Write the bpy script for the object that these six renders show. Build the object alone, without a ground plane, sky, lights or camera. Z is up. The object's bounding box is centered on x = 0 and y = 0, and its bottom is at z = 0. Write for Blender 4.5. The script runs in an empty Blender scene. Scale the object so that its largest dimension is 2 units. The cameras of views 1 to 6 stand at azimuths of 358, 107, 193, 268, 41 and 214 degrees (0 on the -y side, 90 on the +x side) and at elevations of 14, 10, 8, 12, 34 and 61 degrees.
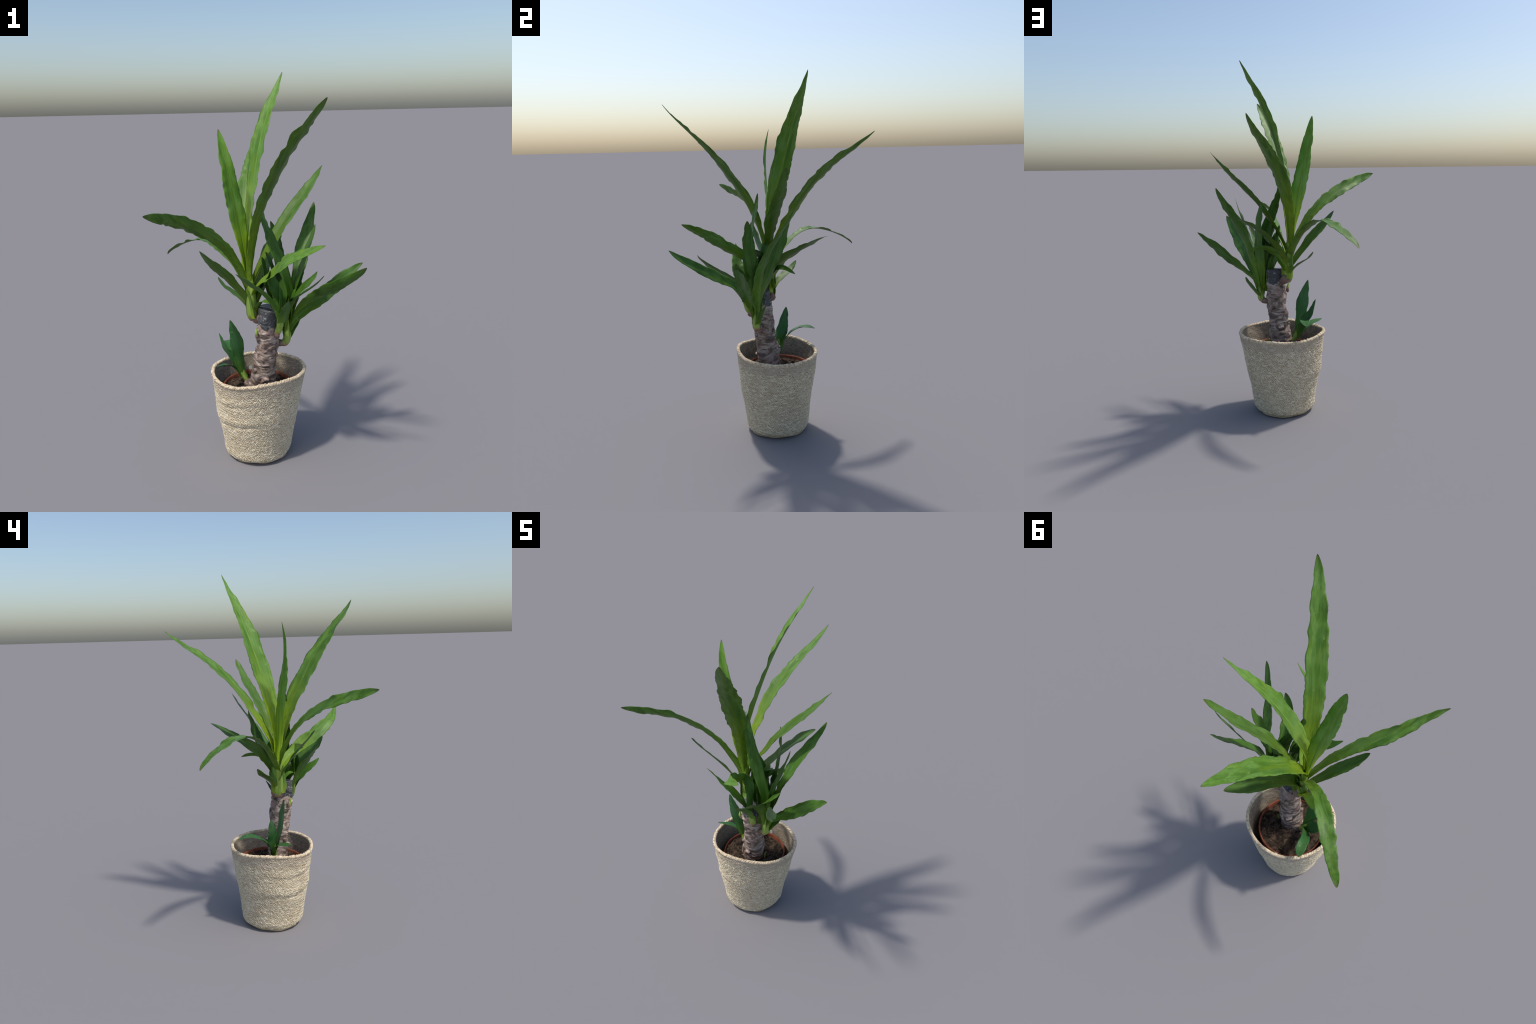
"""Potted yucca-like house plant: woven basket, terracotta pot, soil, a cut
trunk with three leafy side shoots and a small offshoot at its foot."""
import bpy, math
import numpy as np
from mathutils import Matrix, Vector

RNG = np.random.default_rng(7)
TAU = 2 * math.pi

# ------------------------------------------------------------------ helpers
def hash_noise(p, seed=0):
    """Smooth value noise on an (n, 3) array, range about -1..1."""
    p = np.asarray(p, float)
    i = np.floor(p).astype(np.int64)
    f = p - i
    f = f * f * (3 - 2 * f)
    out = np.zeros(len(p))
    for dx in (0, 1):
        for dy in (0, 1):
            for dz in (0, 1):
                n = (i[:, 0] + dx) * 374761393 + (i[:, 1] + dy) * 668265263 + (i[:, 2] + dz) * 2147483647 + seed * 974711
                n = (n ^ (n >> 13)) * 1274126177
                n = (n ^ (n >> 16)) & 0xFFFFFF
                w = (f[:, 0] if dx else 1 - f[:, 0]) * (f[:, 1] if dy else 1 - f[:, 1]) * (f[:, 2] if dz else 1 - f[:, 2])
                out += w * (n / 0x7FFFFF - 1.0)
    return out

def fractal(p, octaves=4, seed=0):
    p = np.asarray(p, float)
    return sum(hash_noise(p * 2 ** k, seed + k) / 2 ** k for k in range(octaves))

def add_mesh(name, verts, faces, material, parent=None, matrix=None, smooth=True):
    me = bpy.data.meshes.new(name)
    me.from_pydata(np.asarray(verts, float).tolist(), [], [list(map(int, f)) for f in faces])
    me.polygons.foreach_set("use_smooth", [smooth] * len(me.polygons))
    me.materials.append(material)
    me.update()
    ob = bpy.data.objects.new(name, me)
    bpy.context.scene.collection.objects.link(ob)
    if matrix is not None:
        ob.matrix_world = matrix
    if parent is not None:
        ob.parent = parent
        ob.matrix_parent_inverse = parent.matrix_world.inverted()
    return ob

def grid_faces(rows, cols, wrap=False, start=0):
    r = np.arange(rows - 1)[:, None]
    c = np.arange(cols if wrap else cols - 1)[None, :]
    a = start + r * cols + c
    b = start + r * cols + (c + 1) % cols
    return np.stack([a, b, b + cols, a + cols], -1).reshape(-1, 4).tolist()

def bezier(ctrl, t):
    ctrl = np.asarray(ctrl, float)
    n = len(ctrl) - 1
    return sum(math.comb(n, i) * (t ** i * (1 - t) ** (n - i))[:, None] * ctrl[i] for i in range(n + 1))

def spline(points, t):
    """Catmull-Rom through the rows of points, t in 0..1."""
    P = np.asarray(points, float)
    P = np.vstack([2 * P[0] - P[1], P, 2 * P[-1] - P[-2]])
    n = len(P) - 3
    s = np.clip(t * n, 0, n - 1e-9)
    i = s.astype(int)
    f = (s - i)[:, None]
    a, b, c, d = P[i], P[i + 1], P[i + 2], P[i + 3]
    return 0.5 * (2 * b + (c - a) * f + (2 * a - 5 * b + 4 * c - d) * f ** 2 + (3 * b - a - 3 * c + d) * f ** 3)

def tube(name, path, radii, material, parent, cols=32, rows=40, bump=None, cap_end=0.35):
    t = np.linspace(0, 1, rows)
    X = spline(path, t)
    R = np.interp(t, np.linspace(0, 1, len(radii)), radii)
    T = np.gradient(X, axis=0)
    T /= np.linalg.norm(T, axis=1)[:, None]
    S = np.cross(T, (0.0, 1.0, 0.2))
    S /= np.linalg.norm(S, axis=1)[:, None]
    B = np.cross(T, S)
    th = np.linspace(0, TAU, cols, endpoint=False)
    D = np.cos(th)[None, :, None] * S[:, None] + np.sin(th)[None, :, None] * B[:, None]
    P = X[:, None] + D * R[:, None, None]
    if bump:
        flat = P.reshape(-1, 3)
        P = P + D * bump(flat, np.repeat(t, cols), np.tile(th, rows)).reshape(rows, cols)[..., None]
    V = P.reshape(-1, 3)
    F = grid_faces(rows, cols, True)
    V = np.vstack([V, X[0] - T[0] * R[0] * 0.4, X[-1] + T[-1] * R[-1] * cap_end])
    n = rows * cols
    for k in range(cols):
        F.append([n, (k + 1) % cols, k])
        F.append([n + 1, n - cols + k, n - cols + (k + 1) % cols])
    origin = X[0]
    return add_mesh(name, V - origin, F, material, parent, Matrix.Translation(Vector(origin)))

# ---------------------------------------------------------------- materials
class Nodes:
    def __init__(self, name, roughness=0.6, specular=0.3):
        self.mat = bpy.data.materials.new(name)
        self.mat.use_nodes = True
        self.t = self.mat.node_tree
        self.bsdf = self.t.nodes["Principled BSDF"]
        self.bsdf.inputs["Roughness"].default_value = roughness
        self.bsdf.inputs["Specular IOR Level"].default_value = specular
        self.coord = self.t.nodes.new("ShaderNodeTexCoord").outputs["Object"]

    def put(self, socket, value):
        if isinstance(value, bpy.types.NodeSocket):
            self.t.links.new(value, socket)
        elif isinstance(value, (tuple, list)) and len(value) == 3 and socket.type == "RGBA":
            socket.default_value = (*value, 1)
        else:
            socket.default_value = value

    def mapping(self, scale, vector=None):
        n = self.t.nodes.new("ShaderNodeMapping")
        self.put(n.inputs["Vector"], vector or self.coord)
        n.inputs["Scale"].default_value = scale
        return n.outputs[0]

    def noise(self, scale, detail=3, vector=None, distortion=0.0, rough=0.5):
        n = self.t.nodes.new("ShaderNodeTexNoise")
        self.put(n.inputs["Vector"], vector or self.coord)
        n.inputs["Scale"].default_value = scale
        n.inputs["Detail"].default_value = detail
        n.inputs["Distortion"].default_value = distortion
        n.inputs["Roughness"].default_value = rough
        return n.outputs[0]

    def voronoi(self, scale, vector=None, feature="F1", out=0):
        n = self.t.nodes.new("ShaderNodeTexVoronoi")
        n.feature = feature
        self.put(n.inputs["Vector"], vector or self.coord)
        n.inputs["Scale"].default_value = scale
        return n.outputs[out]

    def math(self, op, a, b=0.0, c=0.0, clamp=False):
        n = self.t.nodes.new("ShaderNodeMath")
        n.operation = op
        n.use_clamp = clamp
        for s, v in zip(n.inputs, (a, b, c)):
            self.put(s, v)
        return n.outputs[0]

    def smooth(self, v, lo, hi):
        n = self.t.nodes.new("ShaderNodeMapRange")
        n.interpolation_type = "SMOOTHSTEP"
        self.put(n.inputs["Value"], v)
        n.inputs["From Min"].default_value = lo
        n.inputs["From Max"].default_value = hi
        return n.outputs[0]

    def mix(self, fac, a, b, blend="MIX"):
        n = self.t.nodes.new("ShaderNodeMix")
        n.data_type = "RGBA"
        n.blend_type = blend
        self.put(n.inputs[0], fac)
        self.put(n.inputs[6], a)
        self.put(n.inputs[7], b)
        return n.outputs[2]

    def length(self, vector=None):
        n = self.t.nodes.new("ShaderNodeVectorMath")
        n.operation = "LENGTH"
        self.put(n.inputs[0], vector or self.coord)
        return n.outputs["Value"]

    def xyz(self, vector=None):
        n = self.t.nodes.new("ShaderNodeSeparateXYZ")
        self.put(n.inputs[0], vector or self.coord)
        return n.outputs

    def prop(self, name):
        n = self.t.nodes.new("ShaderNodeAttribute")
        n.attribute_type = "OBJECT"
        n.attribute_name = f'["{name}"]'
        return n.outputs["Fac"]

    def rnd(self):
        return self.t.nodes.new("ShaderNodeObjectInfo").outputs["Random"]

    def bump(self, height, strength=0.3, distance=0.002):
        n = self.t.nodes.new("ShaderNodeBump")
        n.inputs["Strength"].default_value = strength
        n.inputs["Distance"].default_value = distance
        self.put(n.inputs["Height"], height)
        self.t.links.new(n.outputs[0], self.bsdf.inputs["Normal"])

    def done(self, colour):
        self.put(self.bsdf.inputs["Base Color"], colour)
        return self.mat

def leaf_material(name, blade, pale, fresh, deep):
    """Blade green, pale bluish bloom, yellow-green near the base, deep streaks.
    Leaves are modelled with local z from base to tip, x across the blade."""
    m = Nodes(name, 0.48, 0.25)
    along = m.math("DIVIDE", m.length(), m.prop("leaf_length"))
    wobble = m.math("MULTIPLY_ADD", m.noise(7, 2), 0.5, -0.25)
    base = m.math("SUBTRACT", 1.0, m.smooth(m.math("ADD", along, wobble), 0.0, 0.55))
    base = m.math("MULTIPLY", base, m.prop("freshness"))
    streak = m.noise(1.0, 3, m.mapping((190, 190, 4)))
    broad = m.noise(1.0, 2, m.mapping((42, 42, 2.5)), distortion=0.4)
    cloud = m.noise(9, 3)
    col = m.mix(m.smooth(cloud, 0.35, 0.65), blade, pale)
    col = m.mix(m.math("MULTIPLY", m.smooth(broad, 0.42, 0.68), 0.75), col, deep)
    patch = m.smooth(m.noise(1.0, 2, m.mapping((38, 38, 3)), distortion=0.4), 0.50, 0.75)
    col = m.mix(m.math("MULTIPLY", patch, m.math("MULTIPLY", m.prop("freshness"), 0.30)), col, fresh)
    col = m.mix(base, col, fresh)
    col = m.mix(m.math("MULTIPLY", m.smooth(streak, 0.42, 0.72), 0.45), col, deep)
    # dry brown tip and a few pale scuffs
    tip = m.smooth(m.math("MULTIPLY_ADD", wobble, 0.12, along), 0.955, 1.0)
    col = m.mix(m.math("MULTIPLY", tip, 0.6), col, (0.09, 0.075, 0.03))
    scuff = m.smooth(m.noise(55, 2), 0.70, 0.76)
    col = m.mix(m.math("MULTIPLY", scuff, 0.40), col, (0.26, 0.38, 0.12))
    tone = m.math("MULTIPLY", m.math("MULTIPLY_ADD", m.rnd(), 0.16, 0.92), m.prop("tone"))
    col = m.mix(1.0, col, m.mix(1.0, (1, 1, 1), tone, "MULTIPLY"), "MULTIPLY")
    m.bump(streak, 0.25, 0.0015)
    return m.done(col)

MAT_MAIN = leaf_material("leaf_bright_green", (0.086, 0.190, 0.019), (0.115, 0.230, 0.044), (0.235, 0.340, 0.014), (0.040, 0.112, 0.008))
MAT_SIDE = leaf_material("leaf_mid_green", (0.055, 0.143, 0.014), (0.080, 0.178, 0.032), (0.155, 0.275, 0.013), (0.028, 0.084, 0.007))
MAT_YOUNG = leaf_material("leaf_young_blue_green", (0.036, 0.125, 0.030), (0.055, 0.155, 0.050), (0.120, 0.230, 0.014), (0.022, 0.085, 0.020))

def midrib_material():
    m = Nodes("midrib_pale_green", 0.45, 0.3)
    col = m.mix(m.smooth(m.noise(14, 2), 0.35, 0.7), (0.115, 0.228, 0.022), (0.165, 0.285, 0.030))
    return m.done(col)
MAT_RIB = midrib_material()

def shoot_material():
    m = Nodes("shoot_stem_green", 0.45, 0.35)
    z = m.xyz()[2]
    streak = m.noise(1.0, 3, m.mapping((120, 120, 8)))
    col = m.mix(m.smooth(streak, 0.35, 0.7), (0.310, 0.425, 0.080), (0.190, 0.310, 0.040))
    col = m.mix(m.smooth(m.math("MULTIPLY_ADD", m.noise(60, 2), 0.012, z), 0.028, 0.006), col, (0.330, 0.215, 0.120))
    return m.done(col)
MAT_SHOOT = shoot_material()

def bark_material():
    m = Nodes("bark_with_leaf_scars", 0.75, 0.2)
    z = m.xyz()[2]
    plates = m.noise(1.0, 4, m.mapping((9, 9, 20)), distortion=2.0)
    fibre = m.noise(1.0, 4, m.mapping((60, 60, 150)), distortion=0.8)
    col = m.mix(m.smooth(plates, 0.40, 0.60), (0.155, 0.110, 0.084), (0.460, 0.365, 0.305))
    col = m.mix(m.smooth(m.noise(22, 3), 0.52, 0.70), col, (0.320, 0.210, 0.178))
    crack = m.smooth(m.noise(1.0, 3, m.mapping((6, 6, 22)), distortion=2.6), 0.56, 0.66)
    col = m.mix(m.math("MULTIPLY", crack, 0.85), col, (0.050, 0.037, 0.030))
    col = m.mix(m.math("MULTIPLY", m.smooth(fibre, 0.48, 0.72), 0.5), col, (0.090, 0.068, 0.058))
    patch = m.smooth(m.noise(11, 3, distortion=1.0), 0.55, 0.68)
    col = m.mix(m.math("MULTIPLY", patch, 0.6), col, (0.075, 0.060, 0.052))
    col = m.mix(m.math("MULTIPLY", m.smooth(m.noise(38, 2), 0.66, 0.74), 0.6), col, (0.480, 0.385, 0.320))
    # dark wax seal on the sawn top, with an uneven lower edge
    edge = m.math("MULTIPLY_ADD", m.noise(16, 3), 0.09, z)
    wax = m.smooth(edge, 0.483, 0.490)
    speck = m.smooth(m.noise(70, 3), 0.56, 0.74)
    waxcol = m.mix(speck, (0.072, 0.073, 0.077), (0.300, 0.290, 0.275))
    col = m.mix(wax, col, waxcol)
    m.put(m.bsdf.inputs["Roughness"], m.math("MULTIPLY_ADD", wax, -0.3, 0.78))
    m.bump(fibre, 0.5, 0.003)
    return m.done(col)
MAT_BARK = bark_material()

def knob_material():
    m = Nodes("brown_shoot_knob", 0.7, 0.2)
    return m.done(m.mix(m.noise(70, 3), (0.130, 0.075, 0.055), (0.330, 0.225, 0.180)))
MAT_KNOB = knob_material()

# weave layout, shared by the basket geometry and its material
ROW_HEIGHT, STRANDS, SLANT = 0.0162, 98, 0.95

def basket_material(name, light, mid, brown, band=True):
    m = Nodes(name, 0.85, 0.12)
    x, y, z = m.xyz()[:]
    x = m.math("SUBTRACT", x, m.math("MULTIPLY", z, 0.018))
    ang = m.math("ARCTAN2", y, x)
    w1 = m.math("SINE", m.math("ADD", m.math("MULTIPLY", ang, 9.0), m.math("MULTIPLY", z, 31.0)))
    w2 = m.math("SINE", m.math("SUBTRACT", m.math("MULTIPLY", ang, 17.0), m.math("MULTIPLY", z, 57.0)))
    warp = m.math("MULTIPLY", m.math("ADD", w1, w2), 0.0022)
    row = m.math("DIVIDE", m.math("ADD", z, warp), ROW_HEIGHT)
    tri = m.math("ABSOLUTE", m.math("MULTIPLY_ADD", m.math("FRACT", row), 2.0, -1.0))
    ph = m.math("ADD", m.math("MULTIPLY", ang, STRANDS / TAU), m.math("MULTIPLY", tri, SLANT))
    ph = m.math("ADD", ph, m.math("MULTIPLY", m.math("SINE", m.math("MULTIPLY", m.math("FLOOR", m.math("MULTIPLY", row, 2.0)), 2.4)), 0.5))
    w3 = m.math("SINE", m.math("ADD", m.math("MULTIPLY", ang, 43.0), m.math("MULTIPLY", z, 190.0)))
    ph = m.math("ADD", ph, m.math("MULTIPLY", m.math("ADD", m.math("ADD", w1, w2), w3), 0.20))
    lobe = m.math("ABSOLUTE", m.math("SINE", m.math("MULTIPLY", ph, math.pi)))
    cell = m.t.nodes.new("ShaderNodeCombineXYZ")
    m.put(cell.inputs[0], m.math("FLOOR", ph))
    m.put(cell.inputs[1], m.math("FLOOR", m.math("MULTIPLY", row, 2.0)))
    white = m.t.nodes.new("ShaderNodeTexWhiteNoise")
    m.put(white.inputs["Vector"], cell.outputs[0])
    pick = white.outputs["Value"]
    fray = m.noise(120, 3, distortion=0.8)
    strand = m.noise(1.0, 2, m.mapping((55, 55, 110)), distortion=1.5)
    col = m.mix(m.smooth(m.math("MULTIPLY_ADD", strand, 0.6, m.math("MULTIPLY", pick, 0.5)), 0.25, 0.75), mid, light)
    tan = m.math("MULTIPLY", m.math("GREATER_THAN", pick, 0.80), m.smooth(fray, 0.35, 0.6))
    col = m.mix(m.math("MULTIPLY", tan, 0.6), col, (0.440, 0.310, 0.160))
    gap = m.math("SUBTRACT", 1.0, m.smooth(m.math("MULTIPLY_ADD", fray, 0.7, lobe), 0.55, 1.15))
    some = m.smooth(m.math("MULTIPLY_ADD", fray, 0.6, m.math("FRACT", m.math("MULTIPLY", pick, 7.0))), 0.50, 0.80)
    col = m.mix(m.math("MULTIPLY", gap, m.math("MULTIPLY_ADD", some, 0.85, 0.10)), col, brown)
    col = m.mix(m.math("MULTIPLY", m.smooth(m.noise(7, 2), 0.45, 0.70), 0.25), col, mid)
    if band:  # the top rows are of a slightly darker, pinker braid
        b = m.smooth(m.math("ADD", z, m.math("MULTIPLY", warp, 2.0)), 0.400, 0.425)
        col = m.mix(m.math("MULTIPLY", b, 0.45), col, (0.400, 0.325, 0.255))
    m.bump(strand, 0.35, 0.002)
    return m.done(col)
MAT_BASKET = basket_material("braided_seagrass", (0.800, 0.720, 0.540), (0.600, 0.505, 0.345), (0.215, 0.130, 0.062))
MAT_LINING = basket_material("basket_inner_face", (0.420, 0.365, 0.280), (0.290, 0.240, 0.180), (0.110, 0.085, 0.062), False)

def rope_material():
    m = Nodes("rim_rope", 0.85, 0.12)
    col = m.mix(m.smooth(m.noise(70, 3, distortion=0.8), 0.35, 0.7), (0.760, 0.640, 0.460), (0.470, 0.365, 0.240))
    return m.done(col)
MAT_ROPE = rope_material()

def plain(name, a, b, scale, rough=0.8, spec=0.2):
    m = Nodes(name, rough, spec)
    n = m.noise(scale, 4, distortion=0.5)
    m.bump(n, 0.4, 0.003)
    return m.done(m.mix(m.smooth(n, 0.35, 0.68), a, b))
MAT_SOLE = plain("basket_sole", (0.50, 0.40, 0.25), (0.36, 0.28, 0.17), 40)
MAT_TERRACOTTA = plain("terracotta", (0.230, 0.070, 0.037), (0.140, 0.044, 0.026), 28, 0.7)
MAT_SOIL = plain("potting_soil", (0.020, 0.015, 0.011), (0.085, 0.058, 0.040), 30, 0.95, 0.1)
MAT_ROOT = plain("pale_root_fibre", (0.17, 0.13, 0.09), (0.09, 0.065, 0.048), 50, 0.9, 0.1)
MAT_TAG = plain("white_plastic", (0.62, 0.66, 0.68), (0.48, 0.52, 0.55), 20, 0.35, 0.5)

# ---------------------------------------------------------------- the thing
plant = bpy.data.objects.new("potted_plant", None)
bpy.context.scene.collection.objects.link(plant)
plant["label"] = "yucca house plant with long green leaves in woven basket"
plant["category"] = "potted plant"

# ------------------------------------------------------------------- basket
AXIS0, AXIS1 = np.array([-0.0357, -0.0224]), np.array([0.0180, 0.0016])
PROFILE_Z = [0.0, 0.006, 0.018, 0.042, 0.08, 0.16, 0.26, 0.36, 0.44, 0.50]
PROFILE_R = [0.150, 0.160, 0.172, 0.1795, 0.1825, 0.1935, 0.2127, 0.2265, 0.2370, 0.2440]
OVAL_Z = [0.0, 0.12, 0.24, 0.36, 0.48]

def basket_oval(th, z):
    """The basket is squeezed: round at the foot, an uneven oval at the rim."""
    return (np.interp(z, OVAL_Z, [0.0, 0.006, 0.022, 0.018, 0.0335]) * np.cos(2 * th)
            + np.interp(z, OVAL_Z, [0.0, 0.007, 0.024, 0.032, 0.044]) * np.sin(2 * th)
            + np.interp(z, OVAL_Z, [0.0, 0.004, -0.006, 0.005, 0.0205]) * np.cos(3 * th))

def rim_height(th):
    return (0.474 - 0.0051 * np.sin(th) + 0.0008 * np.cos(th) + 0.0009 * np.cos(2 * th) - 0.0029 * np.sin(2 * th)
            - 0.0035 * np.cos(3 * th) + 0.0018 * np.sin(3 * th) + 0.0027 * np.cos(4 * th))

def basket_radius(th, z):
    r = np.interp(z, PROFILE_Z, PROFILE_R)
    r = r * (1 + basket_oval(th, z))
    front = np.exp(-((np.angle(np.exp(1j * (th + 2.35)))) / 0.75) ** 2)   # creased side faces -x -y
    wander = z + 0.012 * np.sin(2 * th + 1.0)
    side = np.exp(-((np.angle(np.exp(1j * (th + 2.1)))) / 1.2) ** 2)
    r = r + 0.0055 * side * np.exp(-((z - 0.20) / 0.13) ** 2)
    r = r + front * (0.003 * np.exp(-((wander - 0.375) / 0.014) ** 2)
                     - 0.002 * np.exp(-((wander - 0.350) / 0.012) ** 2)
                     + 0.004 * np.exp(-((wander - 0.262) / 0.018) ** 2)
                     - 0.004 * np.exp(-((wander - 0.232) / 0.010) ** 2))
    return r

def axis_at(z):
    return AXIS0 + AXIS1 * np.asarray(z)[..., None]

def weave(th, z, p):
    """Herringbone braid: slanting strands that flip direction every half row."""
    w1, w2 = np.sin(9 * th + 31 * z), np.sin(17 * th - 57 * z)
    row = (z + 0.0022 * (w1 + w2)) / ROW_HEIGHT
    tri = np.abs(2 * (row - np.floor(row)) - 1)
    ph = th / TAU * STRANDS + SLANT * tri + 0.5 * np.sin(2.4 * np.floor(row * 2)) + 0.20 * (w1 + w2 + np.sin(43 * th + 190 * z))
    lobe = np.abs(np.sin(math.pi * ph))
    seam = np.clip(np.minimum(tri, 1 - tri) * 5, 0, 1)
    return (0.72 + 0.28 * seam) * lobe ** 0.6 * (0.85 + 0.25 * hash_noise(p * 60, 5))

def build_basket():
    cols, rows = 1008, 250
    th = np.linspace(0, TAU, cols, endpoint=False)
    top = rim_height(th)
    s = np.linspace(0, 1, rows) ** 1.0
    Z = s[:, None] * (top - 0.004)[None]
    TH = np.broadcast_to(th, Z.shape)
    R = basket_radius(TH, Z)
    P = np.stack([np.cos(TH) * R, np.sin(TH) * R, Z], -1)
    flat = P.reshape(-1, 3)
    h = weave(TH.ravel(), Z.ravel(), flat).reshape(Z.shape)
    lump = 0.0025 * fractal(flat * 11, 3, 21).reshape(Z.shape)
    fine = 0.0014 * hash_noise(flat * 150, 9).reshape(Z.shape)
    dR = (0.0048 * h - 0.0030 + lump + fine) * np.clip(Z / 0.012, 0.15, 1)
    C = axis_at(Z)
    V = np.stack([C[..., 0] + np.cos(TH) * (R + dR), C[..., 1] + np.sin(TH) * (R + dR),
                  Z + 0.004 * np.clip(1 - Z / 0.03, 0, 1) * (1.55 + np.sin(3 * TH + 0.7) + 0.5 * np.sin(7 * TH))], -1).reshape(-1, 3)
    origin = np.array([AXIS0[0], AXIS0[1], 0.0])
    M = Matrix.Translation(Vector(origin))
    basket = add_mesh("woven_basket", V - origin, grid_faces(rows, cols, True), MAT_BASKET, plant, M)

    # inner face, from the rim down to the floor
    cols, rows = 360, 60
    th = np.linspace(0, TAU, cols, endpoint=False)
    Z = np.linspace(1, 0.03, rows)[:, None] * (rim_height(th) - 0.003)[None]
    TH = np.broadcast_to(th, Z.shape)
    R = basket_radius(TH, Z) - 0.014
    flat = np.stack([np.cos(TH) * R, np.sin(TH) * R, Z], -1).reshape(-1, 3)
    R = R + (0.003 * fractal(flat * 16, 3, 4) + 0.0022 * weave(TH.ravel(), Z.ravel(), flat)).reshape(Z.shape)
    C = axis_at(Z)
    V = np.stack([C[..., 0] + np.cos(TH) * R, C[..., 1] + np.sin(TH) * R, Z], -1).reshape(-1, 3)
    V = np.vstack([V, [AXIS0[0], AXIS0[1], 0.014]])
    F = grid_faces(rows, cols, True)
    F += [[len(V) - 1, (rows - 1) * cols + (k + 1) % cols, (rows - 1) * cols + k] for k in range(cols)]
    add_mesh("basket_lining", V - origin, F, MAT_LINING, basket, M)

    # sole: a low disc with an uneven tan edge
    cols = 180
    th = np.linspace(0, TAU, cols, endpoint=False)
    rr = 0.1535 + 0.006 * np.sin(3 * th + 3.6) + 0.003 * np.sin(8 * th)
    rings = [(1.0, 0.012), (1.035, 0.006), (0.985, 0.0), (0.5, 0.001)]
    V = np.vstack([np.stack([AXIS0[0] + np.cos(th) * rr * f, AXIS0[1] + np.sin(th) * rr * f, np.full(cols, z)], 1) for f, z in rings]
                  + [[[AXIS0[0], AXIS0[1], 0.001]]])
    F = grid_faces(4, cols, True) + [[4 * cols, 3 * cols + (k + 1) % cols, 3 * cols + k] for k in range(cols)]
    add_mesh("basket_sole", V - origin, F, MAT_SOLE, basket, M)

    # rim: two rows of slanting rope strands laid over the lip
    count = 200
    rows_, cols_ = 12, 8
    t = np.linspace(0, 1, rows_)
    V, F = [], []
    for layer, (lean, rise) in enumerate(((1, 0.0),)):
        for k in range(count):
            a0 = TAU * k / count + RNG.normal(0, 0.004)
            # each strand climbs the outer face, crosses the lip and dips inside
            u = t * math.pi * 1.15 - 0.35
            ang = a0 + lean * (t - 0.5) * 0.095
            z0 = rim_height(ang) + rise + RNG.normal(0, 0.0012)
            out = 0.0085 * np.cos(u)
            up = 0.0085 * np.sin(u)
            base_r = basket_radius(ang, z0) - 0.006
            C = axis_at(z0)
            X = np.stack([C[:, 0] + np.cos(ang) * (base_r + out), C[:, 1] + np.sin(ang) * (base_r + out), z0 + up - 0.003], 1)
            T = np.gradient(X, axis=0)
            T /= np.linalg.norm(T, axis=1)[:, None]
            N = np.stack([np.cos(ang) * np.cos(u), np.sin(ang) * np.cos(u), np.sin(u)], 1)
            B = np.cross(T, N)
            B /= np.linalg.norm(B, axis=1)[:, None]
            rad = (0.0040 + 0.0010 * math.sin(5 * a0) * math.sin(13 * a0)) * np.sin(np.clip(t, 0.02, 0.98) * math.pi) ** 0.4 * RNG.uniform(0.85, 1.15)
            q = np.linspace(0, TAU, cols_, endpoint=False)
            ring = X[:, None] + (np.cos(q)[None, :, None] * N[:, None] * 0.7 + np.sin(q)[None, :, None] * B[:, None]) * rad[:, None, None]
            F += grid_faces(rows_, cols_, True, len(V) * rows_ * cols_)
            V.append(ring.reshape(-1, 3))
    # soft core under the strands
    th = np.linspace(0, TAU, 240, endpoint=False)
    z0 = rim_height(th)
    C = axis_at(z0)
    r0 = basket_radius(th, z0) - 0.006
    q = np.linspace(0, TAU, 10, endpoint=False)
    core = np.stack([np.stack([C[:, 0] + np.cos(th) * (r0 + 0.0072 * math.cos(a)), C[:, 1] + np.sin(th) * (r0 + 0.0072 * math.cos(a)),
                               z0 - 0.004 + 0.0078 * math.sin(a)], 1) for a in q])
    start = sum(len(v) for v in V)
    F += grid_faces(10, 240, True, start) + [[start + 9 * 240 + k, start + 9 * 240 + (k + 1) % 240, start + (k + 1) % 240, start + k] for k in range(240)]
    V.append(core.reshape(-1, 3))
    rope = add_mesh("rim_rope", np.vstack(V) - origin, F, MAT_ROPE, basket, M)
    rope["kind"] = "stuff"
    return basket

basket = build_basket()

# ------------------------------------------------- terracotta pot and soil
POT_C, POT_R, POT_Z = np.array([-0.030, -0.024]), 0.190, 0.384

def build_pot():
    cols = 128
    th = np.linspace(0, TAU, cols, endpoint=False)
    prof = [(0.120, 0.020), (0.150, 0.16), (0.172, 0.335), (0.186, 0.340), (0.1895, 0.378), (0.187, 0.384), (0.182, 0.384), (0.179, 0.378), (0.176, 0.345), (0.170, 0.33)]
    V = np.vstack([np.stack([POT_C[0] + np.cos(th) * r, POT_C[1] + np.sin(th) * r,
                             z + 0.0035 * np.cos(th) * (r / POT_R) + 0.0048 * np.sin(th) * (r / POT_R)], 1) for r, z in prof])
    origin = np.array([POT_C[0], POT_C[1], 0.02])
    return add_mesh("terracotta_pot", V - origin, grid_faces(len(prof), cols, True), MAT_TERRACOTTA, plant, Matrix.Translation(Vector(origin)))

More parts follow.
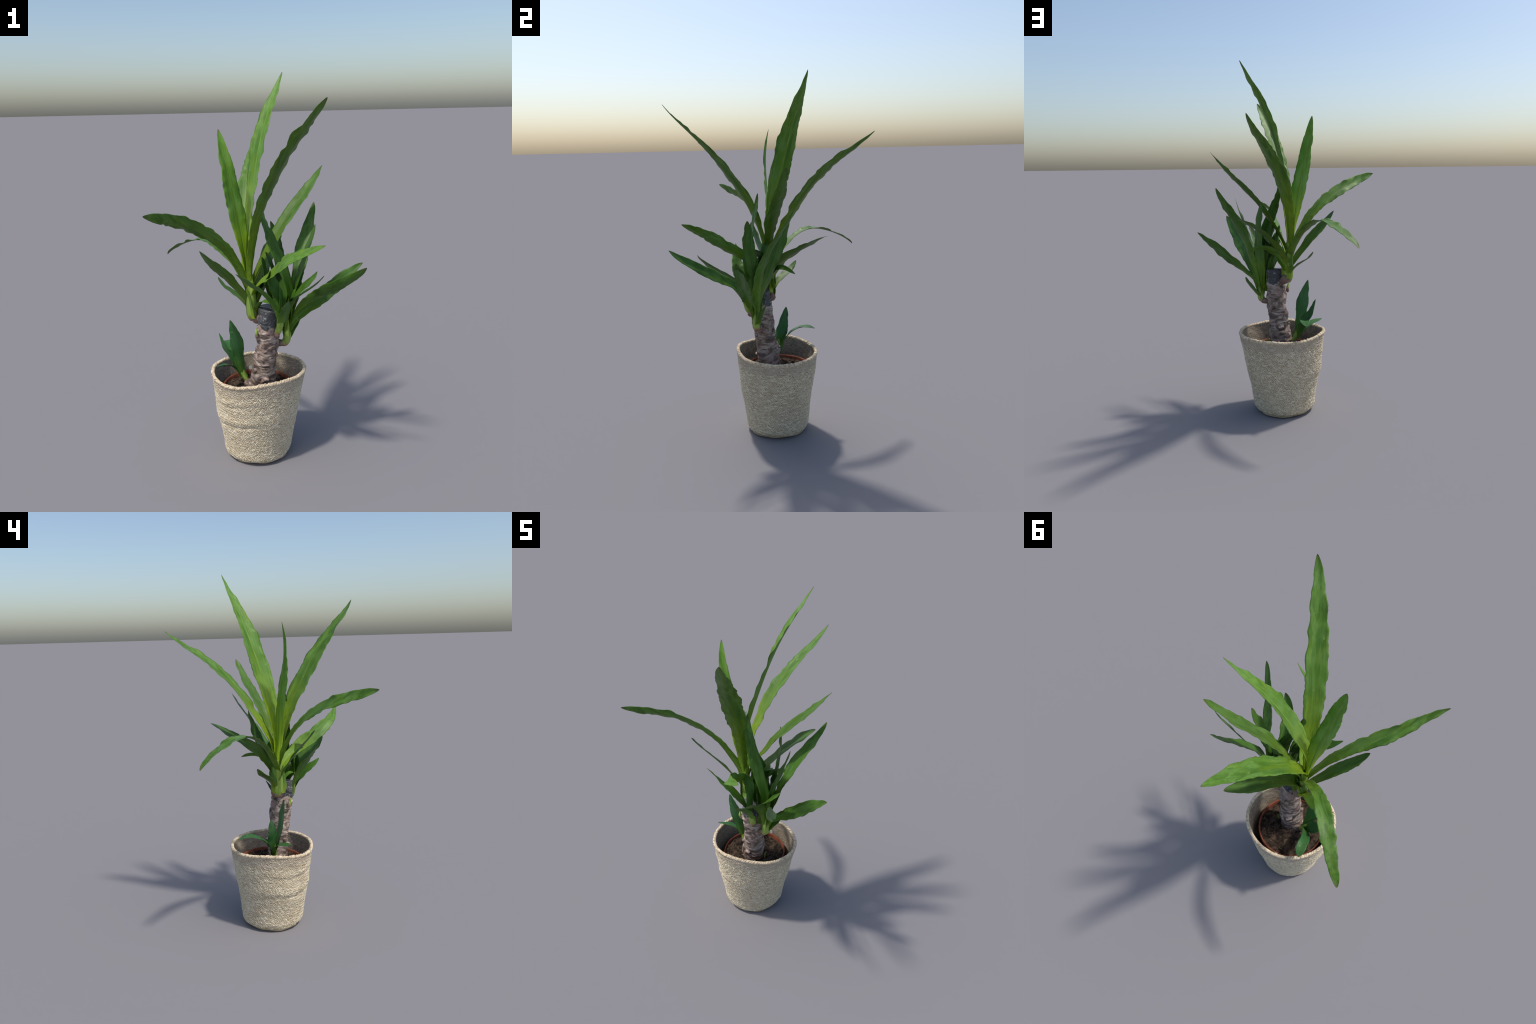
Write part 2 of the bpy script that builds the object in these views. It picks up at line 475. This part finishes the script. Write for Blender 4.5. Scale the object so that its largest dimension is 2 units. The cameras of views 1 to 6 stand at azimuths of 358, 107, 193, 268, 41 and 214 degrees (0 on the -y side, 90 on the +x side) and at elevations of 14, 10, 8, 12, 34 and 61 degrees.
def build_soil():
    cols, rows = 140, 48
    th = np.linspace(0, TAU, cols, endpoint=False)
    rad = np.linspace(0.0005, 0.180, rows)
    X = POT_C[0] + rad[:, None] * np.cos(th)
    Y = POT_C[1] + rad[:, None] * np.sin(th)
    p = np.stack([X, Y, np.zeros_like(X)], -1).reshape(-1, 3)
    Z = 0.366 + 0.012 * fractal(p * 22, 4, 2) + 0.006 * np.abs(hash_noise(p * 75, 8)) + 0.012 * np.exp(-((p[:, 0] + 0.03) ** 2 + (p[:, 1] + 0.05) ** 2) / 0.006)
    Z = Z.reshape(X.shape) - 0.006 * (rad[:, None] / 0.18) ** 4
    V = np.stack([X, Y, Z], -1).reshape(-1, 3)
    origin = np.array([POT_C[0], POT_C[1], 0.36])
    soil = add_mesh("soil", V - origin, grid_faces(rows, cols, True), MAT_SOIL, plant, Matrix.Translation(Vector(origin)))
    # loose fibres lying on the soil
    V, F, n = [], [], 0
    for k in range(130):
        a, r = RNG.uniform(0, TAU), 0.17 * math.sqrt(RNG.uniform(0.05, 1))
        c = np.array([POT_C[0] + r * math.cos(a), POT_C[1] + r * math.sin(a)])
        d = RNG.uniform(0, TAU)
        L = RNG.uniform(0.010, 0.034)
        t = np.linspace(-0.5, 0.5, 6)
        bend = RNG.normal(0, 0.5)
        xy = c + np.stack([np.cos(d + bend * t), np.sin(d + bend * t)], 1) * (t * L)[:, None]
        pp = np.column_stack([xy, np.zeros(6)])
        z = 0.366 + 0.012 * fractal(pp * 22, 4, 2) + 0.006 * np.abs(hash_noise(pp * 75, 8)) + 0.012 * np.exp(-((pp[:, 0] + 0.03) ** 2 + (pp[:, 1] + 0.05) ** 2) / 0.006)
        X = np.column_stack([xy, z + 0.002 + RNG.uniform(0, 0.004)])
        q = np.linspace(0, TAU, 5, endpoint=False)
        side = np.array([-math.sin(d), math.cos(d), 0])
        rad_ = RNG.uniform(0.0006, 0.0016)
        ring = X[:, None] + rad_ * (np.cos(q)[None, :, None] * side + np.sin(q)[None, :, None] * np.array([0, 0, 1.0]))
        V.append(ring.reshape(-1, 3))
        F += grid_faces(6, 5, True, n)
        n += 30
    fib = add_mesh("root_fibre", np.vstack(V) - origin, F, MAT_ROOT, soil, Matrix.Translation(Vector(origin)))
    fib["kind"] = "stuff"

build_pot()
build_soil()

def build_tag():
    w, h, d = 0.009, 0.020, 0.0015
    V = [(sx * w, sy * d, z) for z in (-0.10, h * 0.7) for sx, sy in ((-1, -1), (1, -1), (1, 1), (-1, 1))]
    V += [(sx * w * 0.55, sy * d, h) for sx, sy in ((-1, -1), (1, -1), (1, 1), (-1, 1))]
    F = grid_faces(3, 4, True) + [[3, 2, 1, 0], [8, 9, 10, 11]]
    M = Matrix.Translation((-0.061, 0.166, 0.385)) @ Matrix.Rotation(0.25, 4, "Z") @ Matrix.Rotation(-0.10, 4, "X")
    add_mesh("plastic_tag", V, F, MAT_TAG, plant, M, smooth=False)
build_tag()

# -------------------------------------------------------------------- trunk
TRUNK = [(-0.020, -0.046, 0.31), (-0.008, -0.059, 0.40), (0.004, -0.066, 0.49), (0.014, -0.073, 0.57),
         (0.022, -0.081, 0.65), (0.028, -0.089, 0.72), (0.034, -0.095, 0.79), (0.037, -0.098, 0.836)]

def bark_relief(p, t, th):
    warp = 1.9 * hash_noise(p * 10, 31) + 0.7 * hash_noise(p * 24, 32)
    ring = (t * 11 + warp) % 1.0
    broken = np.clip(0.65 + 1.1 * hash_noise(p * 17, 37), 0.1, 1.4)
    step = 0.0068 * (ring ** 1.8) * broken - 0.003                 # overlapping scar edges
    knob = 0.0095 * np.clip(fractal(p * 14, 3, 33), -0.6, 1)
    fine = 0.0018 * fractal(p * 60, 3, 35)
    smooth_top = np.clip((0.92 - t) / 0.06, 0.35, 1)
    return (step + knob + fine) * smooth_top

trunk = tube("trunk", TRUNK, [0.064, 0.064, 0.062, 0.059, 0.058, 0.058, 0.058, 0.058, 0.057], MAT_BARK, plant, 160, 220, bark_relief, cap_end=0.04)

def knob(name, centre, size, material, squash=(1, 1, 1), parent=None):
    rows, cols = 16, 24
    ph = np.linspace(0.001, math.pi - 0.001, rows)
    th = np.linspace(0, TAU, cols, endpoint=False)
    D = np.stack([np.sin(ph)[:, None] * np.cos(th), np.sin(ph)[:, None] * np.sin(th), np.cos(ph)[:, None] * np.ones(cols)], -1).reshape(-1, 3)
    V = D * size * np.array(squash) * (1 + 0.18 * fractal(D * 2 + np.array(centre) * 50, 3, 41))[:, None]
    return add_mesh(name, V, grid_faces(rows, cols, True), material, parent or plant, Matrix.Translation(Vector(centre)))

for c, s, q in (((-0.040, -0.052, 0.785), 0.024, (1.1, 1, 1.1)), ((0.066, -0.134, 0.712), 0.018, (1, 1.2, 1.2)),
                ((0.088, -0.086, 0.640), 0.020, (1.6, 1, 0.9)), ((-0.035, -0.130, 0.705), 0.010, (1, 1, 1.6)),
                ((-0.020, -0.076, 0.772), 0.028, (1.2, 1, 0.8)),
                ((-0.062, -0.045, 0.400), 0.030, (1.3, 1, 1)), ((0.066, -0.110, 0.585), 0.009, (1, 1, 1)),
                ((-0.046, -0.100, 0.50), 0.012, (1, 1, 1)), ((0.005, -0.122, 0.455), 0.016, (1.4, 1, 0.8))):
    knob("bark_knob", c, s, MAT_KNOB if c[2] > 0.6 else MAT_BARK, q, trunk)

# ------------------------------------------------------------- shoot stems
def shoot(path, radii):
    return tube("shoot_stem", path, radii, MAT_SHOOT, plant, 28, 40,
                lambda p, t, th: 0.0014 * np.sin(3 * th + 9 * t) + 0.001 * hash_noise(p * 60, 51))

shoot([(-0.046, -0.060, 0.768), (-0.054, -0.066, 0.80), (-0.058, -0.068, 0.86), (-0.058, -0.066, 0.93), (-0.060, -0.066, 1.03)],
      [0.019, 0.0275, 0.027, 0.023, 0.010])
shoot([(0.066, -0.136, 0.712), (0.076, -0.152, 0.74), (0.080, -0.165, 0.78), (0.080, -0.178, 0.83)], [0.012, 0.017, 0.016, 0.007])
shoot([(0.100, -0.090, 0.638), (0.118, -0.092, 0.655), (0.124, -0.091, 0.70), (0.128, -0.090, 0.77)], [0.014, 0.021, 0.018, 0.008])
shoot([(-0.080, -0.038, 0.405), (-0.096, -0.036, 0.43), (-0.112, -0.036, 0.47), (-0.122, -0.036, 0.505)], [0.010, 0.013, 0.013, 0.007])
shoot([(-0.033, -0.130, 0.695), (-0.037, -0.137, 0.72), (-0.037, -0.138, 0.745)], [0.007, 0.008, 0.002])
shoot([(0.058, -0.030, 0.37), (0.060, -0.028, 0.40), (0.065, -0.025, 0.425)], [0.003, 0.005, 0.0015])

# ------------------------------------------------------------------- leaves
WIDTH_AT = np.array([0.0, 0.2, 0.4, 0.6, 0.8, 0.93, 1.0])

def leaf(spine, widths, roll, material, rib=0.0, fresh=0.8, tone=1.0, gutter=0.30):
    """A strap leaf: Bezier control points of its spine from base to tip, widths
    along it and the roll of the blade about the spine (Bezier, radians)."""
    rows, cols = 128, 13
    t = np.linspace(0, 1, rows)
    spine = np.asarray(spine, float)
    X = bezier(spine, t)
    T = np.gradient(X, axis=0)
    T /= np.linalg.norm(T, axis=1)[:, None]
    out = spine[-1] - spine[0]
    side = np.cross((0, 0, 1), (out[0], out[1], 0))
    side /= np.linalg.norm(side)
    S = side - (T @ side)[:, None] * T
    S /= np.linalg.norm(S, axis=1)[:, None]
    N = np.cross(S, T)
    phi = bezier(np.array(roll)[:, None], t)[:, 0]
    H = np.cos(phi)[:, None] * S + np.sin(phi)[:, None] * N
    U = np.sin(phi)[:, None] * S - np.cos(phi)[:, None] * N       # upper face
    L = np.linalg.norm(np.diff(X, axis=0), axis=1).sum()
    w = np.interp(t, WIDTH_AT, list(widths) + [0.0])
    end = t > 0.93
    w[end] = widths[-1] * ((1 - t[end]) / 0.07) ** 0.6         # blunt tip
    k = np.array([1, 2, 3, 4, 3, 2, 1.0]); k /= k.sum()
    w = np.convolve(np.r_[[w[0]] * 3, w, w[-2:-5:-1] * 0.3], k, "valid")
    w[-1] = 0.0
    hw = np.maximum(w, 0.0012) / 2
    d = t * L

    def along_noise(period, amp):
        q = np.column_stack([d / period, np.full(rows, RNG.uniform(0, 90)), np.zeros(rows)])
        return amp * hash_noise(q, 61)

    def ragged():
        e = along_noise(0.050, 0.0042) + along_noise(0.024, 0.0030) - np.clip(along_noise(0.012, 0.0036) - 0.0008, 0, 1)
        return e * np.clip(w / 0.07, 0, 1) * np.clip((1 - t) * 8, 0, 1) * np.clip(t * 5, 0, 1)
    left, right = hw + ragged(), hw + ragged()
    u = np.linspace(-1, 1, cols)
    fold = (gutter * (0.6 + 1.6 * np.exp(-t / 0.12)))
    lateral = np.where(u[None] < 0, left[:, None] * u, right[:, None] * u)
    depth = (hw * fold)[:, None] * (np.sqrt(u ** 2 + 0.05)[None] - 0.62)
    lift = np.clip(w / 0.07, 0, 1) * np.clip(t * 3, 0, 1)
    wave = (along_noise(0.060, 0.0065) + along_noise(0.026, 0.0034)) * lift
    wave2 = (along_noise(0.060, 0.0065) + along_noise(0.026, 0.0034)) * lift
    depth = depth + np.where(u[None] < 0, wave[:, None], wave2[:, None]) * (np.abs(u) ** 2.2)[None]
    mid = X[:, None] + H[:, None] * lateral[..., None] + U[:, None] * depth[..., None]
    thick = 0.0021 * (1 - 0.72 * u ** 2)[None] * np.clip((1 - t) * 9, 0.25, 1)[:, None]
    # local frame: z along the chord, x across the blade, origin at the base
    zc = out / np.linalg.norm(out)
    xc = H[rows // 2] - (H[rows // 2] @ zc) * zc
    xc /= np.linalg.norm(xc)
    Rm = np.stack([xc, np.cross(zc, xc), zc], 1)
    M = Matrix.Translation(Vector(spine[0])) @ Matrix(Rm.tolist()).to_4x4()

    def local(P):
        return (P.reshape(-1, 3) - spine[0]) @ Rm
    V = np.vstack([local(mid + U[:, None] * thick[..., None]), local(mid - U[:, None] * thick[..., None])])
    n = rows * cols
    F = grid_faces(rows, cols) + [f[::-1] for f in grid_faces(rows, cols, start=n)]
    for r in range(rows - 1):
        a = r * cols
        F.append([a, a + cols, n + a + cols, n + a])
        b = a + cols - 1
        F.append([b + cols, b, n + b, n + b + cols])
    F.append([n + c for c in ()] or list(range(cols)) + [n + c for c in range(cols - 1, -1, -1)])
    last = (rows - 1) * cols
    F.append([last + c for c in range(cols - 1, -1, -1)] + [n + last + c for c in range(cols)])
    ob = add_mesh("leaf", V, F, material, plant, M)
    ob["leaf_length"] = float(max(np.linalg.norm(X - spine[0], axis=1)))
    ob["freshness"] = float(fresh)
    ob["tone"] = float(tone)
    if rib > 0:
        sel = slice(int(rows * 0.10), int(rows * 0.90))
        tt = t[sel]
        rw = rib * hw[sel] * (1 - 0.5 * tt)
        q = np.linspace(-1, 1, 5)
        V, F = [], []
        for sgn in (1, -1):
            lat = rw[:, None] * q
            rel = lat / hw[sel][:, None]
            dep = (hw * fold)[sel][:, None] * (np.sqrt(rel ** 2 + 0.05) - 0.62)
            off = sgn * (0.0021 + 0.0005 * (1 - q ** 2) - 0.0011 * q ** 2)[None]
            P = X[sel][:, None] + H[sel][:, None] * lat[..., None] + U[sel][:, None] * (dep + off)[..., None]
            F += grid_faces(len(tt), 5, start=len(tt) * 5 * len(V)) if sgn > 0 else [f[::-1] for f in grid_faces(len(tt), 5, start=len(tt) * 5 * len(V))]
            V.append(local(P))
        add_mesh("midrib", np.vstack(V), F, MAT_RIB, ob, M)
    return ob

# main crown on the left of the trunk top
leaf([(-0.065, -0.058, 1.003), (-0.109, -0.083, 1.276), (-0.004, -0.007, 1.393), (-0.047, 0.045, 1.531), (-0.009, 0.055, 1.712), (0.086, 0.167, 1.861), (0.137, 0.214, 1.996)],
     widths=[0.024, 0.0648, 0.1044, 0.1089, 0.0729, 0.027], roll=(0.84, 0.61, 0.29, -0.04), material=MAT_MAIN, rib=0.2, fresh=1, tone=1.05, gutter=0.52)
leaf([(-0.059, -0.075, 0.969), (-0.066, -0.101, 1.184), (-0.006, -0.134, 1.331), (-0.002, -0.255, 1.451), (0.094, -0.307, 1.632), (0.172, -0.471, 1.735), (0.248, -0.532, 1.852)],
     widths=[0.0307, 0.0651, 0.1032, 0.1032, 0.0735, 0.0409], roll=(0.06, -0.62, -0.27, 0.3), material=MAT_MAIN, rib=0, fresh=0.7, tone=0.85, gutter=0.5)
leaf([(-0.072, -0.062, 0.979), (-0.084, -0.093, 1.136), (-0.1, -0.058, 1.262), (-0.14, -0.085, 1.373), (-0.14, -0.129, 1.502), (-0.175, -0.109, 1.627), (-0.195, -0.092, 1.726)],
     widths=[0.0288, 0.0653, 0.0854, 0.0806, 0.0538, 0.0278], roll=(0.79, 1.36, 1.55, 1.64), material=MAT_MAIN, rib=0.2, fresh=1, tone=1.5, gutter=0.4)
leaf([(-0.064, -0.067, 0.984), (-0.087, -0.022, 1.162), (-0.079, 0.089, 1.27), (-0.087, 0.148, 1.409), (-0.037, 0.216, 1.518), (0.005, 0.393, 1.569), (0.013, 0.531, 1.695)],
     widths=[0.04, 0.0646, 0.0992, 0.1047, 0.0792, 0.0391], roll=(0.42, 0.14, 0.36, 0.18), material=MAT_MAIN, rib=0, fresh=0.9, tone=1.05, gutter=0.52)
leaf([(-0.058, -0.067, 0.93), (-0.136, -0.112, 1.107), (-0.168, -0.157, 1.219), (-0.268, -0.228, 1.267), (-0.393, -0.279, 1.335), (-0.4, -0.414, 1.357), (-0.508, -0.526, 1.395)],
     widths=[0.0323, 0.0418, 0.0589, 0.0798, 0.0627, 0.0408], roll=(-1.61, -0.5, -0.78, -1.48), material=MAT_MAIN, rib=0, fresh=0.5, tone=0.95, gutter=0.42)
leaf([(-0.064, -0.062, 0.913), (-0.128, -0.008, 1.119), (-0.278, 0.094, 1.169), (-0.3, 0.123, 1.179), (-0.313, 0.181, 1.149), (-0.454, 0.289, 1.112), (-0.51, 0.339, 1.029)],
     widths=[0.0514, 0.0563, 0.0708, 0.0786, 0.0611, 0.0398], roll=(0.17, -0.06, -0.1, 0.03), material=MAT_MAIN, rib=0, fresh=0.45, tone=0.85)
leaf([(-0.064, -0.071, 0.859), (-0.129, -0.105, 0.962), (-0.187, -0.157, 1.052), (-0.259, -0.209, 1.107), (-0.298, -0.246, 1.177)],
     widths=[0.0294, 0.0372, 0.0549, 0.0608, 0.051, 0.0294], roll=(-0.9, -0.75, -0.5, -0.2), material=MAT_MAIN, rib=0, fresh=0.5, tone=0.75)
leaf([(-0.048, -0.05, 0.879), (-0.005, -0.029, 0.947), (0.009, 0.002, 1.006), (0.02, 0.073, 1.065), (0.066, 0.192, 1.086), (0.103, 0.258, 1.163), (0.135, 0.308, 1.168)],
     widths=[0.0608, 0.0823, 0.0862, 0.0843, 0.0686, 0.0363], roll=(-0.01, 0.22, 0.24, -0.14), material=MAT_MAIN, rib=0, fresh=0.6, tone=0.75)
leaf([(-0.064, -0.049, 0.809), (-0.099, -0.037, 0.882), (-0.16, 0.003, 0.898), (-0.208, 0.038, 0.931), (-0.224, 0.051, 0.966)],
     widths=[0.0323, 0.0392, 0.05, 0.05, 0.0382, 0.0206], roll=(-0.05, -0.19, -0.21, -0.08), material=MAT_MAIN, rib=0, fresh=0.7, tone=0.75)
leaf([(-0.048, -0.05, 0.82), (-0.028, -0.045, 0.898), (0.007, -0.028, 0.971), (0.078, 0.032, 1.015), (0.134, 0.136, 0.962)],
     widths=[0.0412, 0.0451, 0.0431, 0.0363, 0.0265, 0.0176], roll=(-0.28, -0.54, -0.85, -1.22), material=MAT_MAIN, rib=0, fresh=0.7, tone=1)
leaf([(-0.051, -0.061, 0.942), (-0.018, -0.055, 1.059), (0.089, -0.029, 1.21), (0.131, 0.022, 1.321), (0.218, 0.088, 1.337), (0.268, 0.105, 1.438), (0.336, 0.15, 1.525)],
     widths=[0.0331, 0.0493, 0.0748, 0.0808, 0.0578, 0.0374], roll=(0.05, -0.32, -0.44, 0.06), material=MAT_MAIN, rib=0, fresh=0.5, tone=0.85, gutter=0.45)
leaf([(-0.047, -0.071, 0.892), (-0.037, -0.117, 1.014), (0.084, -0.177, 1.024), (0.079, -0.304, 1.091), (0.038, -0.413, 1.179), (0.168, -0.395, 1.18), (0.26, -0.448, 1.232)],
     widths=[0.0304, 0.0561, 0.0764, 0.0754, 0.0515, 0.0304], roll=(-0.48, -0.85, -0.98, -1.11), material=MAT_MAIN, rib=0, fresh=0.6, tone=1.05, gutter=0.45)
leaf([(-0.045, -0.07, 0.8), (-0.018, -0.094, 0.854), (-0.011, -0.121, 0.894), (-0.001, -0.147, 0.895), (0.036, -0.164, 0.882)],
     widths=[0.0294, 0.0294, 0.0304, 0.0304, 0.0255, 0.0147], roll=(0.36, 0.14, -0.12, -0.39), material=MAT_MAIN, rib=0, fresh=0.7, tone=1)
leaf([(-0.052, -0.088, 0.785), (-0.058, -0.094, 0.83), (-0.064, -0.094, 0.87), (-0.07, -0.092, 0.91), (-0.078, -0.095, 0.95)],
     widths=[0.045, 0.048, 0.042, 0.03, 0.018, 0.01], roll=(0, 0, 0, 0), material=MAT_MAIN, rib=0, fresh=1, tone=1)
leaf([(-0.066, -0.046, 0.79), (-0.075, -0.046, 0.83), (-0.08, -0.044, 0.87), (-0.082, -0.04, 0.91), (-0.086, -0.034, 0.95)],
     widths=[0.045, 0.048, 0.042, 0.03, 0.018, 0.01], roll=(0, 0, 0, 0), material=MAT_MAIN, rib=0, fresh=1, tone=1)
leaf([(-0.036, -0.058, 0.8), (-0.034, -0.052, 0.84), (-0.034, -0.048, 0.88), (-0.036, -0.044, 0.92), (-0.036, -0.038, 0.96)],
     widths=[0.04, 0.045, 0.04, 0.03, 0.018, 0.01], roll=(0, 0, 0, 0), material=MAT_MAIN, rib=0, fresh=1, tone=1)
# two crowns on the right of the trunk, plus invented inner filler leaves
leaf([(0.118, -0.09, 0.66), (0.147, -0.073, 0.809), (0.173, -0.079, 0.948), (0.197, -0.035, 1.05), (0.219, 0.058, 1.152), (0.28, 0.14, 1.244), (0.297, 0.181, 1.328)],
     widths=[0.0294, 0.049, 0.0696, 0.0774, 0.0519, 0.0314], roll=(0.51, -0.11, -0.45, -0.31), material=MAT_SIDE, rib=0, fresh=0.7, tone=1)
leaf([(0.116, -0.086, 0.661), (0.114, -0.102, 0.844), (0.188, -0.108, 0.99), (0.23, -0.085, 1.13), (0.268, -0.079, 1.257)],
     widths=[0.024, 0.024, 0.0617, 0.0794, 0.0598, 0.0372], roll=(-0.13, -0.06, -0.01, -0.2), material=MAT_SIDE, rib=0, fresh=0.7, tone=1)
leaf([(0.118, -0.089, 0.661), (0.119, -0.105, 0.869), (0.147, -0.202, 0.95), (0.196, -0.326, 0.966), (0.268, -0.361, 1.072)],
     widths=[0.0294, 0.0412, 0.0647, 0.0784, 0.0588, 0.0353], roll=(-0.5, -0.45, -0.4, -0.3), material=MAT_SIDE, rib=0, fresh=0.7, tone=1)
leaf([(0.12, -0.094, 0.66), (0.134, -0.115, 0.789), (0.217, -0.079, 0.827), (0.329, -0.102, 0.87), (0.381, -0.083, 0.967), (0.448, -0.051, 1.005), (0.511, -0.071, 1.051)],
     widths=[0.024, 0.0294, 0.0627, 0.0774, 0.0568, 0.0274], roll=(-0.81, -1.06, -1.1, -1.05), material=MAT_SIDE, rib=0, fresh=0.7, tone=1)
leaf([(0.12, -0.09, 0.66), (0.156, -0.061, 0.808), (0.205, -0.102, 0.899), (0.272, -0.206, 0.946), (0.332, -0.308, 0.995), (0.393, -0.391, 1.058), (0.445, -0.438, 1.124)],
     widths=[0.024, 0.0255, 0.05, 0.0706, 0.0529, 0.0333], roll=(0.75, 0.97, 0.95, 0.76), material=MAT_SIDE, rib=0, fresh=0.7, tone=1)
leaf([(0.118, -0.091, 0.661), (0.108, -0.076, 0.845), (0.119, -0.007, 0.996), (0.101, 0.069, 1.121), (0.058, 0.088, 1.249)],
     widths=[0.024, 0.0549, 0.0764, 0.0764, 0.0568, 0.0294], roll=(-0.01, 0.83, 1.22, 0.79), material=MAT_SIDE, rib=0, fresh=0.7, tone=1)
leaf([(0.077, -0.151, 0.735), (0.094, -0.191, 0.834), (0.121, -0.23, 0.878), (0.082, -0.279, 0.9), (0.112, -0.323, 0.947)],
     widths=[0.0314, 0.047, 0.0588, 0.0568, 0.0412, 0.0216], roll=(-0.08, -0.26, -0.45, -0.6), material=MAT_SIDE, rib=0, fresh=0.7, tone=1)
leaf([(0.077, -0.149, 0.736), (0.069, -0.186, 0.89), (0.015, -0.252, 0.963), (-0.078, -0.253, 1.014), (-0.133, -0.29, 1.073)],
     widths=[0.024, 0.0378, 0.0648, 0.0693, 0.0432, 0.0171], roll=(0.04, 0.02, -0.18, -0.54), material=MAT_SIDE, rib=0, fresh=0.7, tone=1)
leaf([(0.118, -0.089, 0.661), (0.078, -0.07, 0.829), (0.105, -0.11, 0.915), (0.214, -0.167, 0.939), (0.269, -0.145, 1.034)],
     widths=[0.0392, 0.0539, 0.0627, 0.0627, 0.049, 0.0294], roll=(0.02, -0.27, -0.54, -0.78), material=MAT_SIDE, rib=0, fresh=0.7, tone=1)
leaf([(0.12, -0.089, 0.661), (0.188, -0.103, 0.896), (0.121, -0.15, 1.074), (0.002, -0.127, 1.221), (-0.004, -0.106, 1.377)],
     widths=[0.024, 0.0323, 0.0559, 0.0676, 0.0451, 0.0323], roll=(-0.02, 1.19, 1.37, 0.5), material=MAT_SIDE, rib=0, fresh=0.7, tone=1)
leaf([(0.076, -0.151, 0.735), (0.089, -0.206, 0.861), (0.061, -0.153, 0.971), (0.028, -0.101, 1.037), (0.022, -0.228, 1.04)],
     widths=[0.024, 0.024, 0.0421, 0.0568, 0.0519, 0.0294], roll=(-0.45, -0.78, -1.09, -1.34), material=MAT_SIDE, rib=0, fresh=0.7, tone=1)
leaf([(0.076, -0.15, 0.735), (0.082, -0.192, 0.822), (0.089, -0.198, 0.894), (0.09, -0.185, 0.942), (0.08, -0.194, 0.973)],
     widths=[0.0265, 0.0265, 0.0284, 0.0323, 0.0304, 0.0176], roll=(-0.29, -0.58, -0.84, -1.04), material=MAT_SIDE, rib=0, fresh=0.7, tone=1)
leaf([(0.119, -0.089, 0.659), (0.157, -0.055, 0.708), (0.176, -0.054, 0.755), (0.192, -0.032, 0.768), (0.19, -0.009, 0.798)],
     widths=[0.0343, 0.0382, 0.0392, 0.0363, 0.0265, 0.0147], roll=(-0.21, -0.16, -0.17, -0.24), material=MAT_SIDE, rib=0, fresh=0.7, tone=1)
leaf([(0.1, -0.09, 0.72), (0.095, -0.083, 0.85), (0.075, -0.065, 0.97), (0.05, -0.055, 1.06), (0.02, -0.06, 1.12)],  # invented leaf, fills the centre where the scanned surfaces are fused
     widths=[0.03, 0.06, 0.085, 0.085, 0.06, 0.035], roll=(0, 0, 0, 0), material=MAT_SIDE, rib=0, fresh=0.7, tone=1)
leaf([(-0.045, -0.05, 0.88), (0, -0.04, 0.97), (0.05, -0.04, 1.02), (0.1, -0.06, 1.06), (0.145, -0.09, 1.09)],  # filler leaf, made up to bridge the main and right crowns
     widths=[0.03, 0.06, 0.08, 0.08, 0.06, 0.035], roll=(0, 0, 0, 0), material=MAT_SIDE, rib=0, fresh=0.7, tone=1)
leaf([(0.05, -0.1, 0.82), (0.03, -0.08, 0.93), (0.02, -0.07, 1), (0.012, -0.075, 1.05), (0, -0.085, 1.1)],
     widths=[0.02, 0.03, 0.035, 0.035, 0.028, 0.02], roll=(0.4, 0.4, 0.4, 0.4), material=MAT_SIDE, rib=0, fresh=0.7, tone=1)
leaf([(0.09, -0.11, 0.74), (0.1, -0.11, 0.86), (0.09, -0.09, 0.95), (0.08, -0.06, 1.02), (0.09, -0.03, 1.08)],  # invented inner leaf, thickens the mass between the crowns
     widths=[0.03, 0.05, 0.07, 0.07, 0.05, 0.03], roll=(0, 0, 0, 0), material=MAT_SIDE, rib=0, fresh=0.7, tone=1)
leaf([(-0.04, -0.035, 0.84), (-0.01, -0.048, 0.9), (0.02, -0.06, 0.96), (0.05, -0.07, 1), (0.08, -0.09, 1.03)],  # made-up leaf, added to close the gap beside the main stem
     widths=[0.03, 0.05, 0.06, 0.06, 0.045, 0.03], roll=(0, 0, 0, 0), material=MAT_SIDE, rib=0, fresh=0.7, tone=1)
leaf([(0.085, -0.1, 0.7), (0.07, -0.083, 0.8), (0.05, -0.07, 0.88), (0.02, -0.065, 0.95), (0, -0.07, 1)],  # made-up blade filling the hollow above the trunk top
     widths=[0.03, 0.05, 0.07, 0.07, 0.05, 0.03], roll=(0, 0, 0, 0), material=MAT_SIDE, rib=0, fresh=0.7, tone=1)
# offshoot at the foot of the trunk
leaf([(-0.102, -0.035, 0.436), (-0.134, -0.061, 0.546), (-0.128, -0.074, 0.642), (-0.152, -0.086, 0.715), (-0.168, -0.091, 0.777)],
     widths=[0.024, 0.0519, 0.0735, 0.0637, 0.0402, 0.0196], roll=(-1.24, -1.23, -1.28, -1.38), material=MAT_YOUNG, rib=0, fresh=0.7, tone=1)
leaf([(-0.101, -0.032, 0.436), (-0.141, -0.028, 0.52), (-0.196, -0.031, 0.582), (-0.216, -0.013, 0.638), (-0.227, -0.014, 0.679)],
     widths=[0.0412, 0.0588, 0.0696, 0.0549, 0.0353, 0.0176], roll=(-1.07, -0.82, -0.73, -0.77), material=MAT_YOUNG, rib=0, fresh=0.7, tone=1)
leaf([(-0.102, -0.035, 0.435), (-0.142, -0.031, 0.502), (-0.175, -0.046, 0.53), (-0.211, -0.085, 0.525), (-0.246, -0.121, 0.54)],
     widths=[0.0353, 0.0421, 0.0461, 0.0441, 0.0363, 0.0206], roll=(-0.51, -0.31, -0.19, -0.2), material=MAT_YOUNG, rib=0, fresh=0.7, tone=1)
leaf([(-0.102, -0.036, 0.436), (-0.157, -0.009, 0.537), (-0.181, 0.062, 0.586), (-0.187, 0.121, 0.589), (-0.206, 0.167, 0.563)],
     widths=[0.0323, 0.0402, 0.047, 0.0578, 0.0519, 0.0304], roll=(0.81, 0.31, -0.03, -0.16), material=MAT_YOUNG, rib=0, fresh=0.7, tone=1)
